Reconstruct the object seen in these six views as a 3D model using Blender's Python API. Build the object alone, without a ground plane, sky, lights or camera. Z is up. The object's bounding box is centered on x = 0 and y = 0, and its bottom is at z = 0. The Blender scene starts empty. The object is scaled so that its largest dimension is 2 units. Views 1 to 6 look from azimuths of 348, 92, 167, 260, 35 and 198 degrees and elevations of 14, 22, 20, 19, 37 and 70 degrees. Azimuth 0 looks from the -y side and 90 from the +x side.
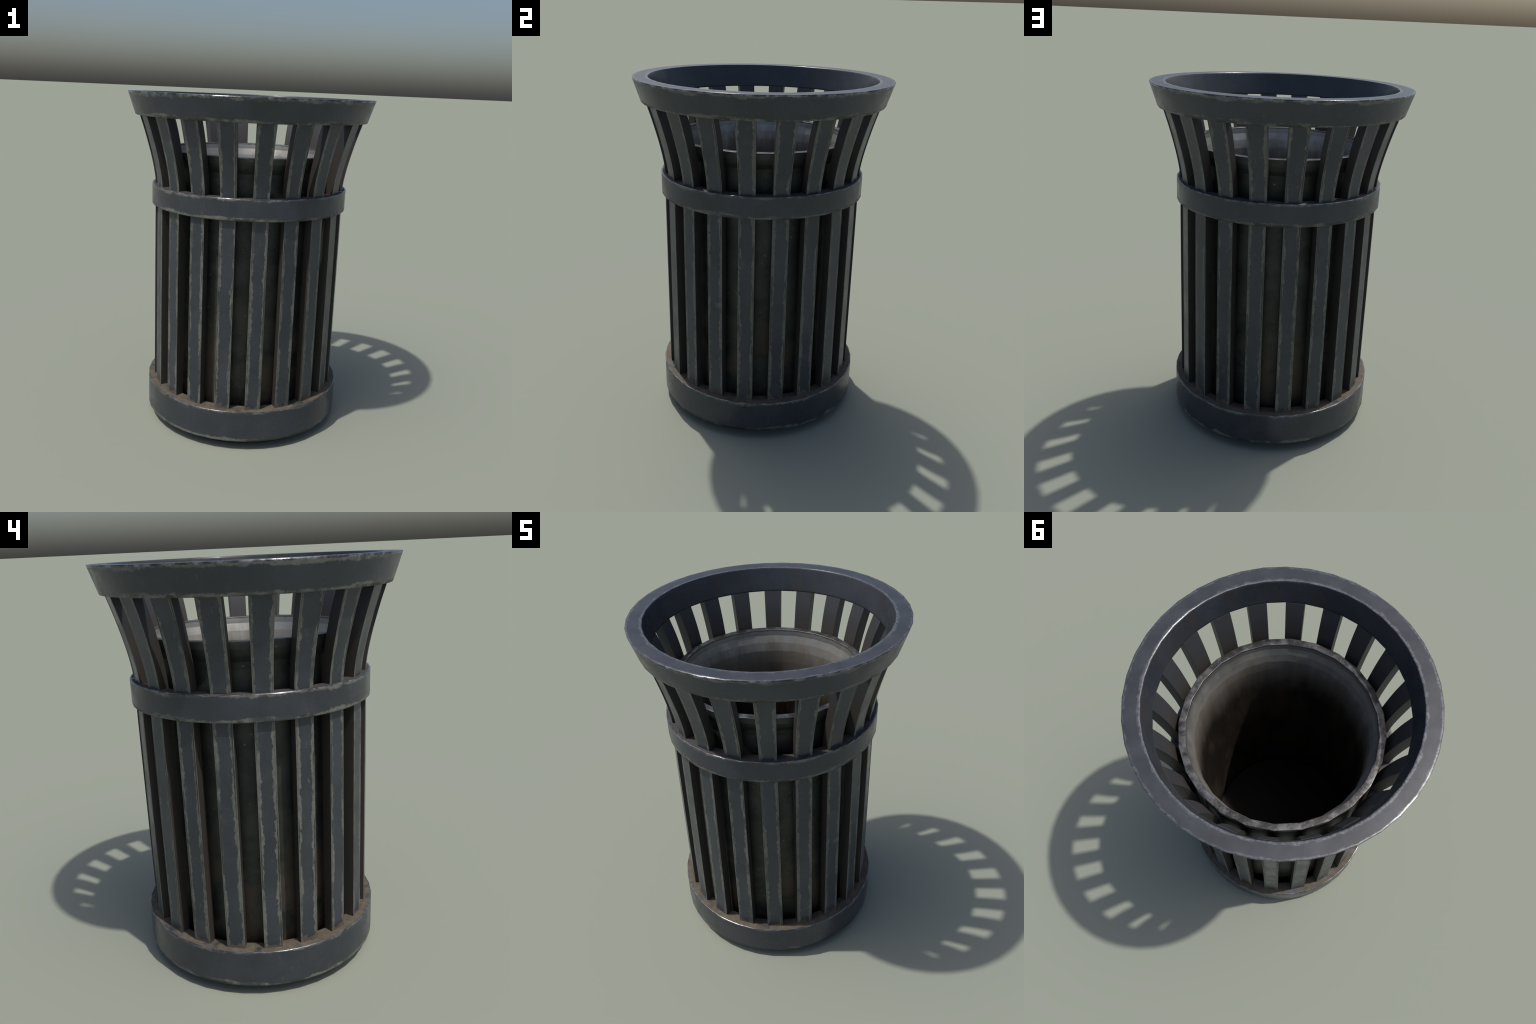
"""Park litter bin: flared basket of 20 steel slats held by a base ring, a middle hoop and a
flared rim, with a plain galvanised bucket liner standing inside it."""
import bpy, math
from math import pi, sin, cos, radians

SEG = 40                  # facets of the rolled steel rings (slat, gap, slat, gap ...)
SLATS = 20
FLOOR, RIM_LOW = .2415, 1.870   # top of the base ring, underside of the rim
HALF = radians(4.5)       # half the angle that one slat takes up
PHASE = radians(-4.5)     # azimuth of the first slat

# ------------------------------------------------------------------ geometry helpers

def fillet(points, radius, steps=3, closed=True):
    """Round every corner of a 2D polyline. radius: one number or one per corner."""
    out, n = [], len(points)
    for i, p in enumerate(points):
        r = radius[i] if isinstance(radius, (list, tuple)) else radius
        if r <= 0:
            out.append(p)
            continue
        a, b = points[i - 1], points[(i + 1) % n]
        la, lb = math.dist(a, p), math.dist(b, p)
        ua = ((a[0] - p[0]) / la, (a[1] - p[1]) / la)
        ub = ((b[0] - p[0]) / lb, (b[1] - p[1]) / lb)
        ang = math.acos(max(-1, min(1, ua[0] * ub[0] + ua[1] * ub[1])))
        d = min(r / math.tan(ang / 2), .45 * la, .45 * lb)
        s = (p[0] + ua[0] * d, p[1] + ua[1] * d)
        e = (p[0] + ub[0] * d, p[1] + ub[1] * d)
        for k in range(steps + 1):            # quadratic blend through the corner
            t = k / steps
            out.append(tuple((1 - t) ** 2 * s[j] + 2 * t * (1 - t) * p[j] + t * t * e[j] for j in (0, 1)))
    return out


def mesh_from(name, verts, faces, mats, face_mat=None, sharp=40):
    me = bpy.data.meshes.new(name)
    me.from_pydata(verts, [], faces)
    for m in mats:
        me.materials.append(m)
    if face_mat:
        me.polygons.foreach_set("material_index", face_mat)
    me.polygons.foreach_set("use_smooth", [True] * len(me.polygons))
    me.update()
    me.set_sharp_from_angle(angle=radians(sharp))
    return me


def lathe(name, profile, seg, mats, mat_of=None, phase=0.0):
    """Closed (r, z) profile, counter-clockwise as seen with r to the right, spun about z."""
    n, verts, faces, fm = len(profile), [], [], []
    for i in range(seg):
        a = phase + 2 * pi * i / seg
        verts += [(r * cos(a), r * sin(a), z) for r, z in profile]
    for i in range(seg):
        j = (i + 1) % seg
        for k in range(n):
            l = (k + 1) % n
            faces.append((i * n + k, j * n + k, j * n + l, i * n + l))
            fm.append(mat_of(profile[k], profile[l]) if mat_of else 0)
    return mesh_from(name, verts, faces, mats, fm)


def smooth_curve(pts, x):
    """Cubic Hermite interpolation through (x, y) control points."""
    n = len(pts)
    if x <= pts[0][0]:
        return pts[0][1]
    for i in range(n - 1):
        (x0, y0), (x1, y1) = pts[i], pts[i + 1]
        if x <= x1:
            def slope(k):
                a, b = pts[max(k - 1, 0)], pts[min(k + 1, n - 1)]
                return (b[1] - a[1]) / (b[0] - a[0])
            h, t = x1 - x0, (x - x0) / (x1 - x0)
            return ((2 * t**3 - 3 * t**2 + 1) * y0 + (t**3 - 2 * t**2 + t) * h * slope(i)
                    + (-2 * t**3 + 3 * t**2) * y1 + (t**3 - t**2) * h * slope(i + 1))
    return pts[-1][1]

# ------------------------------------------------------------------ node helpers

class Nodes:
    def __init__(self, name):
        self.mat = bpy.data.materials.new(name)
        self.mat.use_nodes = True
        self.nt = self.mat.node_tree
        self.nt.nodes.clear()
        self.out = self.new("ShaderNodeOutputMaterial")
        self.bsdf = self.new("ShaderNodeBsdfPrincipled")
        self.link(self.bsdf.outputs[0], self.out.inputs[0])
        self.tc = self.new("ShaderNodeTexCoord")

    def new(self, kind, **props):
        n = self.nt.nodes.new(kind)
        for k, v in props.items():
            setattr(n, k, v)
        return n

    def link(self, a, b):
        self.nt.links.new(a, b)

    def put(self, sock, v):
        if hasattr(v, "links") or isinstance(v, bpy.types.NodeSocket):
            self.link(v, sock)
        elif isinstance(v, (tuple, list)) and len(v) == 3 and sock.type == "RGBA":
            sock.default_value = (*v, 1)
        else:
            sock.default_value = v

    def math(self, op, a, b=0.0, c=None, clamp=False):
        n = self.new("ShaderNodeMath", operation=op, use_clamp=clamp)
        self.put(n.inputs[0], a)
        self.put(n.inputs[1], b)
        if c is not None:
            self.put(n.inputs[2], c)
        return n.outputs[0]

    def vmath(self, op, a, b):
        n = self.new("ShaderNodeVectorMath", operation=op)
        self.put(n.inputs[0], a)
        self.put(n.inputs[1], b)
        return n.outputs[0]

    def step(self, x, lo, hi):
        """0 below lo, 1 above hi (lo > hi turns it round)."""
        n = self.new("ShaderNodeMapRange", interpolation_type="SMOOTHSTEP", clamp=True)
        flip = not isinstance(lo, bpy.types.NodeSocket) and not isinstance(hi, bpy.types.NodeSocket) and lo > hi
        self.put(n.inputs["Value"], x)
        self.put(n.inputs["From Min"], hi if flip else lo)
        self.put(n.inputs["From Max"], lo if flip else hi)
        n.inputs["To Min"].default_value, n.inputs["To Max"].default_value = (1, 0) if flip else (0, 1)
        return n.outputs[0]

    def noise(self, vec, scale, detail=4, rough=.55, stretch=None):
        if stretch:
            m = self.new("ShaderNodeMapping")
            m.inputs["Scale"].default_value = stretch
            self.link(vec, m.inputs[0])
            vec = m.outputs[0]
        n = self.new("ShaderNodeTexNoise")
        n.inputs["Scale"].default_value = scale
        n.inputs["Detail"].default_value = detail
        n.inputs["Roughness"].default_value = rough
        self.link(vec, n.inputs["Vector"])
        return n.outputs["Fac"]

    def mix(self, fac, a, b):
        n = self.new("ShaderNodeMix", data_type="RGBA")
        self.put(n.inputs[0], fac)
        self.put(n.inputs[6], a)
        self.put(n.inputs[7], b)
        return n.outputs[2]

    def mixf(self, fac, a, b):
        n = self.new("ShaderNodeMix", data_type="FLOAT")
        self.put(n.inputs[0], fac)
        self.put(n.inputs[2], a)
        self.put(n.inputs[3], b)
        return n.outputs[0]

    def xyz(self, vec):
        n = self.new("ShaderNodeSeparateXYZ")
        self.link(vec, n.inputs[0])
        return n.outputs

    def varied(self):
        """Object coordinates moved to a place of its own for every repeat."""
        info = self.new("ShaderNodeObjectInfo")
        r = self.math("MULTIPLY", info.outputs["Random"], 37.0)
        c = self.new("ShaderNodeCombineXYZ")
        for i in range(3):
            self.link(r, c.inputs[i])
        return self.vmath("ADD", self.tc.outputs["Object"], c.outputs[0])

    def finish(self, color, rough, metal=0.0, bump=None, strength=.2, dist=.002, spec=.5, bevel=0.0):
        self.put(self.bsdf.inputs["Base Color"], color)
        self.put(self.bsdf.inputs["Roughness"], rough)
        self.put(self.bsdf.inputs["Metallic"], metal)
        self.put(self.bsdf.inputs["Specular IOR Level"], spec)
        normal = None
        if bevel:
            bv = self.new("ShaderNodeBevel", samples=8)
            bv.inputs["Radius"].default_value = bevel
            normal = bv.outputs[0]
            self.link(normal, self.bsdf.inputs["Normal"])
        if bump is not None:
            b = self.new("ShaderNodeBump")
            b.inputs["Strength"].default_value = strength
            b.inputs["Distance"].default_value = dist
            self.link(bump, b.inputs["Height"])
            if normal is not None:
                self.link(normal, b.inputs["Normal"])
            self.link(b.outputs[0], self.bsdf.inputs["Normal"])
        return self.mat

# ------------------------------------------------------------------ materials

PAINT = (.042, .047, .058)
PAINT_DARK = (.031, .036, .043)
WEAR = (.172, .174, .150)
WEAR_DULL = (.108, .111, .096)
GLINT_TINT = (.34, .35, .38)
CHIP = (.012, .012, .010)
RUST = (.100, .076, .054)
DIRT = (.118, .100, .073)
GRIME = (.047, .040, .035)


def paint_base(n, vec):
    """Slate paint: faint cloudy tone, a few rust freckles and black chips."""
    cloud = n.step(n.noise(vec, 5, 5, .6), .35, .65)
    col = n.mix(cloud, PAINT_DARK, PAINT)
    where = n.step(n.noise(vec, 4.0, 2), .46, .58)
    speck = n.math("MULTIPLY", n.step(n.noise(vec, 50, 3, .6), .60, .68), where)
    col = n.mix(n.math("MULTIPLY", speck, .42), col, RUST)
    chip = n.math("MULTIPLY", n.step(n.noise(vec, 42, 3, .65), .68, .73), .8)
    return n.mix(chip, col, CHIP)


def rubbed_ring(n, z_top, z_bot, top_wear, bot_wear, glint_in):
    """Paint of a steel ring seen from outside: very edge tinted pale and metallic for sky and sun glints, pale primer in
    ragged patches next to it, black flakes along the lower edge.  Returns colour, roughness,
    metal and the masks of the upward and outward faces."""
    obj = n.tc.outputs["Object"]
    x, y, z = n.xyz(obj)
    col = paint_base(n, obj)
    big = n.noise(obj, 4.5, 3, .5)
    mid = n.noise(obj, 16, 5, .62)
    fine = n.noise(obj, 70, 4, .65)
    jag = n.math("ADD", n.math("MULTIPLY", n.math("SUBTRACT", big, .5), .050),
                 n.math("ADD", n.math("MULTIPLY", n.math("SUBTRACT", mid, .5), .034),
                        n.math("MULTIPLY", n.math("SUBTRACT", fine, .5), .022)))
    side = n.xyz(n.tc.outputs["Normal"])
    outward = n.math("ADD", n.math("MULTIPLY", side[0], x), n.math("MULTIPLY", side[1], y))
    outside = n.step(outward, .0, .25)
    flat = n.step(side[2], .7, .9)
    r = n.math("POWER", n.math("ADD", n.math("MULTIPLY", x, x), n.math("MULTIPLY", y, y)), .5)
    up, down = n.math("SUBTRACT", z_top, z), n.math("SUBTRACT", z, z_bot)
    wear = n.math("MAXIMUM", n.step(n.math("ADD", up, jag), top_wear + .005, top_wear - .003),
                  n.step(n.math("ADD", down, jag), bot_wear + .005, bot_wear - .003))
    wear = n.math("MULTIPLY", wear, outside)
    wear = n.math("MULTIPLY", wear, n.mixf(n.step(n.noise(obj, 10, 5, .65), .40, .50), .15, 1.0))
    wcol = n.mix(n.step(n.noise(obj, 34, 5, .65), .3, .7), WEAR_DULL, WEAR)
    col = n.mix(n.math("MULTIPLY", wear, .9), col, wcol)
    # black flaked patches along the lower edge
    flake = n.math("MULTIPLY", n.step(n.math("ADD", down, n.math("MULTIPLY", n.math("SUBTRACT", fine, .5), .02)), .016, .010),
                   n.step(n.noise(obj, 5, 3), .50, .58))
    col = n.mix(n.math("MULTIPLY", flake, n.math("MULTIPLY", outside, .8)), col, CHIP)
    # edge strip lightened for the sky reflection on the bevel
    lip = n.math("MULTIPLY", outside, n.step(n.math("ADD", up, n.math("MULTIPLY", n.math("SUBTRACT", fine, .5), .008)), glint_in, glint_in - .003))
    lip = n.math("MULTIPLY", lip, n.step(mid, .30, .45))
    glint_col = n.mix(n.step(n.noise(obj, 22, 5, .65), .40, .68), (.06, .063, .072), GLINT_TINT)
    col = n.mix(n.math("MULTIPLY", lip, .85), col, glint_col)
    sheen = n.mixf(n.step(n.noise(obj, 8, 4, .6), .35, .65), .24, .38)
    rough = n.mixf(lip, n.mixf(wear, sheen, .55), .21)
    return col, rough, lip, flat, outside, r, fine, mid


def ring_paint(name, z_top, z_bot, r_out, dirt_floor=False, top_wear=.010, bot_wear=.014):
    n = Nodes(name)
    obj = n.tc.outputs["Object"]
    col, rough, lip, flat, outside, r, fine, mid = rubbed_ring(n, z_top, z_bot, top_wear, bot_wear, .006)
    metal = n.math("MULTIPLY", lip, .7)
    edge = n.math("MULTIPLY", flat, n.step(r, r_out - .009, r_out - .006))
    col = n.mix(n.math("MULTIPLY", edge, .7), col, n.mix(n.step(mid, .38, .62), (.07, .073, .082), GLINT_TINT))
    metal = n.math("MAXIMUM", metal, n.math("MULTIPLY", edge, .7))
    if dirt_floor:
        mott = n.mix(n.step(n.noise(obj, 26, 5, .65), .35, .68), (.076, .062, .046), DIRT)
        rim = n.step(n.math("ADD", r, n.math("MULTIPLY", n.math("SUBTRACT", fine, .5), .008)), r_out - .004, r_out - .008)
        d = n.math("MULTIPLY", n.math("MULTIPLY", flat, rim), n.step(n.noise(obj, 6, 5, .65), .30, .46))
    else:
        mott = n.mix(n.noise(obj, 26, 5, .65), GRIME, (.075, .060, .050))
        d = n.math("MULTIPLY", n.math("MULTIPLY", flat, .7), n.step(r, r_out - .006, r_out - .014))
    col = n.mix(d, col, mott)
    rough = n.mixf(edge, rough, .22)
    rough = n.mixf(d, rough, .85)
    return n.finish(col, rough, metal=metal, bump=n.noise(obj, 60, 5, .6), strength=.04, bevel=.012)


def rim_paint(name, z_top, z_bot):
    n = Nodes(name)
    obj = n.tc.outputs["Object"]
    col, rough, lip, flat, outside, r, fine, mid = rubbed_ring(n, z_top, z_bot, .017, .013, .011)
    # top face: handled all the time, so burnished, with pale scuffs towards both edges
    jag = n.math("ADD", n.math("MULTIPLY", n.math("SUBTRACT", mid, .5), .050), n.math("MULTIPLY", n.math("SUBTRACT", fine, .5), .016))
    edge = n.math("MINIMUM", n.math("SUBTRACT", .728, r), n.math("SUBTRACT", r, .647))
    rub = n.math("MULTIPLY", flat, n.step(n.math("ADD", edge, jag), .014, .004))
    top = n.mix(n.step(n.noise(obj, 7, 5, .6), .35, .65), (.046, .050, .058), (.064, .068, .078))
    nick = n.math("MULTIPLY", n.step(n.noise(obj, 30, 3, .65), .69, .74), .8)
    top = n.mix(nick, top, (.03, .026, .022))
    top = n.mix(n.math("MULTIPLY", rub, .75), top, n.mix(n.step(fine, .3, .7), (.11, .115, .125), (.30, .30, .31)))
    col = n.mix(flat, col, top)
    # brownish run-down stains inside
    inside = n.math("SUBTRACT", 1.0, n.math("MAXIMUM", outside, flat))
    run = n.math("MULTIPLY", inside, n.step(n.noise(obj, 9, 4, .6, (1, 1, .18)), .52, .68))
    col = n.mix(n.math("MULTIPLY", run, .6), col, GRIME)
    metal = n.math("MAXIMUM", n.math("MULTIPLY", lip, .75), n.math("MULTIPLY", flat, n.mixf(rub, .25, .6)))
    rough = n.mixf(flat, rough, n.mixf(n.math("MAXIMUM", rub, mid), .36, .24))
    return n.finish(col, rough, metal=metal, bump=n.noise(obj, 55, 5, .6), strength=.03, bevel=.014)


def slat_face():
    """Outer face of a slat: paint in the middle, rubbed to pale primer along both long edges."""
    n = Nodes("slat_face_paint")
    v = n.varied()
    x, y, z = n.xyz(n.tc.outputs["Object"])
    col = paint_base(n, v)
    ang = n.math("DIVIDE", n.math("ABSOLUTE", y), x)
    d = n.math("MULTIPLY", n.math("SUBTRACT", math.tan(HALF), ang), x)       # metres from the edge
    sidesign = n.math("MULTIPLY", n.math("SIGN", y), 5.0)
    c = n.new("ShaderNodeCombineXYZ")
    n.link(sidesign, c.inputs[0])
    vv = n.vmath("ADD", v, c.outputs[0])
    long_ = n.noise(vv, 5.5, 6, .6, (1, 1, .9))
    fine = n.noise(vv, 60, 5, .65, (1, 1, .6))
    j = n.math("ADD", n.math("MULTIPLY", n.math("SUBTRACT", long_, .5), .046),
               n.math("MULTIPLY", n.math("SUBTRACT", fine, .5), .036))
    wear = n.step(n.math("ADD", d, j), .0158, .0128)
    wear = n.math("MULTIPLY", wear, n.mixf(n.step(n.noise(vv, 13, 5, .65, (1, 1, .5)), .38, .47), .25, 1.0))
    wcol = n.mix(n.step(n.noise(v, 34, 5, .65), .3, .7), WEAR_DULL, WEAR)
    col = n.mix(n.math("MULTIPLY", wear, .85), col, wcol)
    # scattered scratches and knocks on the face
    nick = n.math("MULTIPLY", n.step(n.noise(vv, 26, 4, .6, (1, 1, .3)), .655, .70), n.step(n.noise(v, 3.5, 3), .44, .56))
    col = n.mix(n.math("MULTIPLY", nick, .6), col, wcol)
    wear = n.math("MAXIMUM", wear, nick)
    # scored line just inside the edge, and flaked black stretches
    line = n.math("MULTIPLY", n.step(d, .0040, .0050), n.step(d, .0075, .0060))
    line = n.math("MULTIPLY", line, n.step(n.noise(vv, 3.2, 4, .6), .42, .50))
    col = n.mix(n.math("MULTIPLY", line, .7), col, (.03, .03, .027))
    flake = n.math("MULTIPLY", n.step(n.math("ADD", d, n.math("MULTIPLY", n.math("SUBTRACT", fine, .5), .012)), .0105, .0075),
                   n.step(n.noise(vv, 2.4, 3, .6), .53, .58))
    flake = n.math("MULTIPLY", flake, n.step(d, .002, .0035))
    col = n.mix(n.math("MULTIPLY", flake, .8), col, (.022, .022, .019))
    # dirt thrown up at the foot
    foot = n.math("SUBTRACT", n.math("SUBTRACT", z, .245), n.math("MULTIPLY", n.math("SUBTRACT", n.noise(v, 18, 5, .65), .42), .14))
    col = n.mix(n.math("MULTIPLY", n.step(foot, .008, -.004), .8), col, DIRT)
    rough = n.mixf(wear, n.mixf(n.step(n.noise(v, 8, 4, .6), .35, .65), .26, .40), .56)
    return n.finish(col, rough, bump=n.noise(v, 60, 5, .6), strength=.05, bevel=.004)


def slat_side():
    """Flanks and backs of the slats: darker paint tone, turning brown lower down."""
    n = Nodes("slat_side_paint")
    v = n.varied()
    x, y, z = n.xyz(n.tc.outputs["Object"])
    col = n.mix(n.noise(v, 6, 5, .6), (.034, .035, .037), (.043, .045, .050))
    g = n.math("ADD", n.step(z, 1.86, 1.60), n.math("MULTIPLY", n.math("SUBTRACT", n.noise(v, 7, 5, .6), .5), .9))
    col = n.mix(n.math("MULTIPLY", n.step(g, .1, .9), .8), col, GRIME)
    ang = n.math("DIVIDE", n.math("ABSOLUTE", y), x)
    return n.finish(col, .5, bump=n.noise(v, 60, 5, .6), strength=.1)


def foot_paint():
    n = Nodes("foot_paint")
    obj = n.tc.outputs["Object"]
    return n.finish(n.mix(n.noise(obj, 12, 5, .6), (.018, .018, .017), GRIME), .7)


def bucket_metal():
    """Galvanised sheet: dull grey outside, pale inside near the lip, colour darkened further down for the fading light."""
    n = Nodes("bucket_galvanised_steel")
    obj = n.tc.outputs["Object"]
    x, y, z = n.xyz(obj)
    side = n.xyz(n.tc.outputs["Normal"])
    outward = n.math("ADD", n.math("MULTIPLY", side[0], x), n.math("MULTIPLY", side[1], y))
    outside = n.step(outward, .05, .3)
    flat = n.step(side[2], .75, .9)
    top = n.step(z, 1.60, 1.66)
    lip = n.math("MULTIPLY", flat, top)
    blot = n.noise(obj, 8, 6, .62)
    fine = n.noise(obj, 40, 4, .6)
    shell = n.mix(n.step(blot, .32, .68), (.043, .049, .046), (.076, .083, .077))  # greys darkened for the occlusion between slats and drum
    speck = n.math("MULTIPLY", n.step(n.noise(obj, 50, 2, .5), .70, .76), .5)
    shell = n.mix(speck, shell, (.30, .31, .30))
    rust = n.math("MULTIPLY", n.step(n.noise(obj, 4.5, 5, .65), .43, .58), n.step(z, 1.05, .45))
    shell = n.mix(n.math("MULTIPLY", rust, .75), shell, (.075, .050, .032))
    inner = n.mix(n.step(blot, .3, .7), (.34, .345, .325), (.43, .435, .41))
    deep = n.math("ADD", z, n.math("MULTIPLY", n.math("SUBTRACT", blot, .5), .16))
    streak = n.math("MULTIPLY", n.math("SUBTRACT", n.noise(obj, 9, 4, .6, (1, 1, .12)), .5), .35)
    painted_shade1 = n.step(n.math("ADD", deep, streak), 1.675, 1.49)  # inner shading by height, painted into the wall colour
    painted_shade2 = n.step(n.math("ADD", deep, streak), 1.59, 1.18)
    inner = n.mix(painted_shade1, inner, (.165, .150, .125))
    deep_shade_col = n.mix(n.step(n.noise(obj, 6, 6, .65, (1, 1, .3)), .38, .64), (.020, .017, .014), (.050, .040, .030))
    inner = n.mix(painted_shade2, inner, deep_shade_col)
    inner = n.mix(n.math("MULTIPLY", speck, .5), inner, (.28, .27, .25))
    unshaded = n.math("MULTIPLY", n.math("SUBTRACT", 1.0, painted_shade1), .88)
    inner = n.mix(n.step(z, .12, .055), inner, (.004, .0035, .003))  # floor blackened because little light reaches the bottom
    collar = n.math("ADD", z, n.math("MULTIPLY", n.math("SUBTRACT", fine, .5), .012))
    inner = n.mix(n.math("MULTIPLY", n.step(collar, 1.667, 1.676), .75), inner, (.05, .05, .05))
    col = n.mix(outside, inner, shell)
    lipcol = n.mix(n.step(n.noise(obj, 18, 6, .70), .40, .64), (.030, .029, .029), (.14, .14, .145))
    col = n.mix(lip, col, lipcol)
    rough = n.mixf(lip, .52, .36)
    metal = n.mixf(outside, unshaded, n.math("MULTIPLY", n.math("SUBTRACT", 1.0, rust), .7))
    return n.finish(col, rough, metal=n.mixf(lip, metal, .5), bump=n.noise(obj, 35, 5, .6), strength=.15,
                    spec=n.mixf(n.math("MULTIPLY", painted_shade2, n.math("SUBTRACT", 1.0, outside)), .5, .12))

# ------------------------------------------------------------------ the bin

bin_root = bpy.data.objects.new("litter_bin", None)
bin_root.empty_display_size = .3
bpy.context.scene.collection.objects.link(bin_root)
bin_root["label"] = "dark slate metal slatted park litter bin, flared top, worn paint"
bin_root["category"] = "litter bin"


def add(name, me, flat_faces=True):
    o = bpy.data.objects.new(name, me)
    bpy.context.scene.collection.objects.link(o)
    o.parent = bin_root
    if not flat_faces:          # rounded sheet metal: plain smooth normals
        return o
    w = o.modifiers.new("weighted_normals", "WEIGHTED_NORMAL")
    w.keep_sharp = True
    w.weight = 60
    return o


# slats: outer profile (height, radius of the outer corners)
FLARE = [(.20, .5722), (1.20, .5712), (1.38, .5700), (1.48, .5705), (1.54, .5775), (1.60, .5890),
         (1.65, .6005), (1.70, .6135), (1.75, .6272), (1.80, .6420), (1.85, .6580), (1.92, .6790)]
BAR = [(.20, .0525), (1.42, .0525), (1.55, .0545), (1.65, .0570), (1.78, .0585), (1.872, .0545), (1.90, .0530)]   # depth of a slat by height


def slat_mesh():
    levels = [FLOOR - .001, .30, .60, .95, 1.25] + [1.33 + .027 * k for k in range(20)] + [RIM_LOW + .001]
    verts, faces, fm = [], [], []
    for i, z in enumerate(levels):
        ro = smooth_curve(FLARE, z)
        ri = ro - smooth_curve(BAR, z)
        c = [(ro * cos(HALF), -ro * sin(HALF)), (ro * cos(HALF), ro * sin(HALF)),
             (ri * cos(HALF), ri * sin(HALF)), (ri * cos(HALF), -ri * sin(HALF))]
        sec = fillet(c, .0009, 1)
        for px, py in sec:
            verts.append((px, py, z))
        m = len(sec)
        if i:
            for k in range(m):
                l = (k + 1) % m
                faces.append(((i - 1) * m + k, (i - 1) * m + l, i * m + l, i * m + k))
                fm.append(0 if k in (0, 1, 2) else 1)
    m = len(verts) // len(levels)
    faces.append(tuple(range(m - 1, -1, -1)))
    faces.append(tuple(range(len(verts) - m, len(verts))))
    fm += [1, 1]
    return mesh_from("slat", verts, faces, [slat_face(), slat_side()], fm)


me = slat_mesh()
for k in range(SLATS):
    s = add("slat", me)
    s.rotation_euler[2] = PHASE + 2 * pi * k / SLATS

# flared rim: plain bar section leaning with the flare
rim = fillet([(.6105, RIM_LOW), (.6880, RIM_LOW), (.7300, 2.0), (.6455, 2.0)], .0012, 1)
add("rim", lathe("rim", rim, SEG, [rim_paint("rim_paint", 2.0, RIM_LOW)]))

# middle hoop
hoop = fillet([(.5240, 1.350), (.5895, 1.350), (.5895, 1.4710), (.5240, 1.4710)], .0012, 1)
add("hoop", lathe("hoop", hoop, SEG, [ring_paint("hoop_paint", 1.471, 1.350, .5895)]))

# base ring, and the low foot it stands on
base = fillet([(.5230, .056), (.6080, .056), (.6080, FLOOR), (.5230, FLOOR)], .0012, 1)
add("base_ring", lathe("base_ring", base, SEG, [ring_paint("base_ring_paint", FLOOR, .056, .608, True)]))
foot = fillet([(.4900, .0), (.5280, .0), (.5280, .0575), (.4900, .0575)], .002, 1)
add("foot", lathe("foot", foot, SEG, [foot_paint()]))

# bucket liner: 24-sided sheet metal drum with a turned-out lip, standing inside
drum = fillet([(.0, .020), (.4840, .020), (.4870, 1.560), (.4920, 1.590), (.5080, 1.618), (.5190, 1.645), (.5210, 1.680), (.4845, 1.680), (.4810, 1.645), (.4665, 1.605), (.4550, 1.555), (.4500, 1.480), (.4490, 1.400), (.4490, .300), (.4490, .050), (.0, .050)],
              [0, .004, .02, .02, .02, .015, .003, .004, .02, .03, .05, .06, .05, 0, .006, 0], 4)


def solid_lathe(name, profile, seg, mats):
    """Like lathe, for a profile whose two ends lie on the axis."""
    ring = profile[1:-1]
    n, verts, faces = len(ring), [], []
    for i in range(seg):
        a = 2 * pi * i / seg
        verts += [(r * cos(a), r * sin(a), z) for r, z in ring]
    lo, hi = len(verts), len(verts) + 1
    verts += [(0, 0, profile[0][1]), (0, 0, profile[-1][1])]
    for i in range(seg):
        j = (i + 1) % seg
        for k in range(n - 1):
            faces.append((i * n + k, j * n + k, j * n + k + 1, i * n + k + 1))
        faces.append((lo, j * n, i * n))
        faces.append((hi, i * n + n - 1, j * n + n - 1))
    return mesh_from(name, verts, faces, mats)


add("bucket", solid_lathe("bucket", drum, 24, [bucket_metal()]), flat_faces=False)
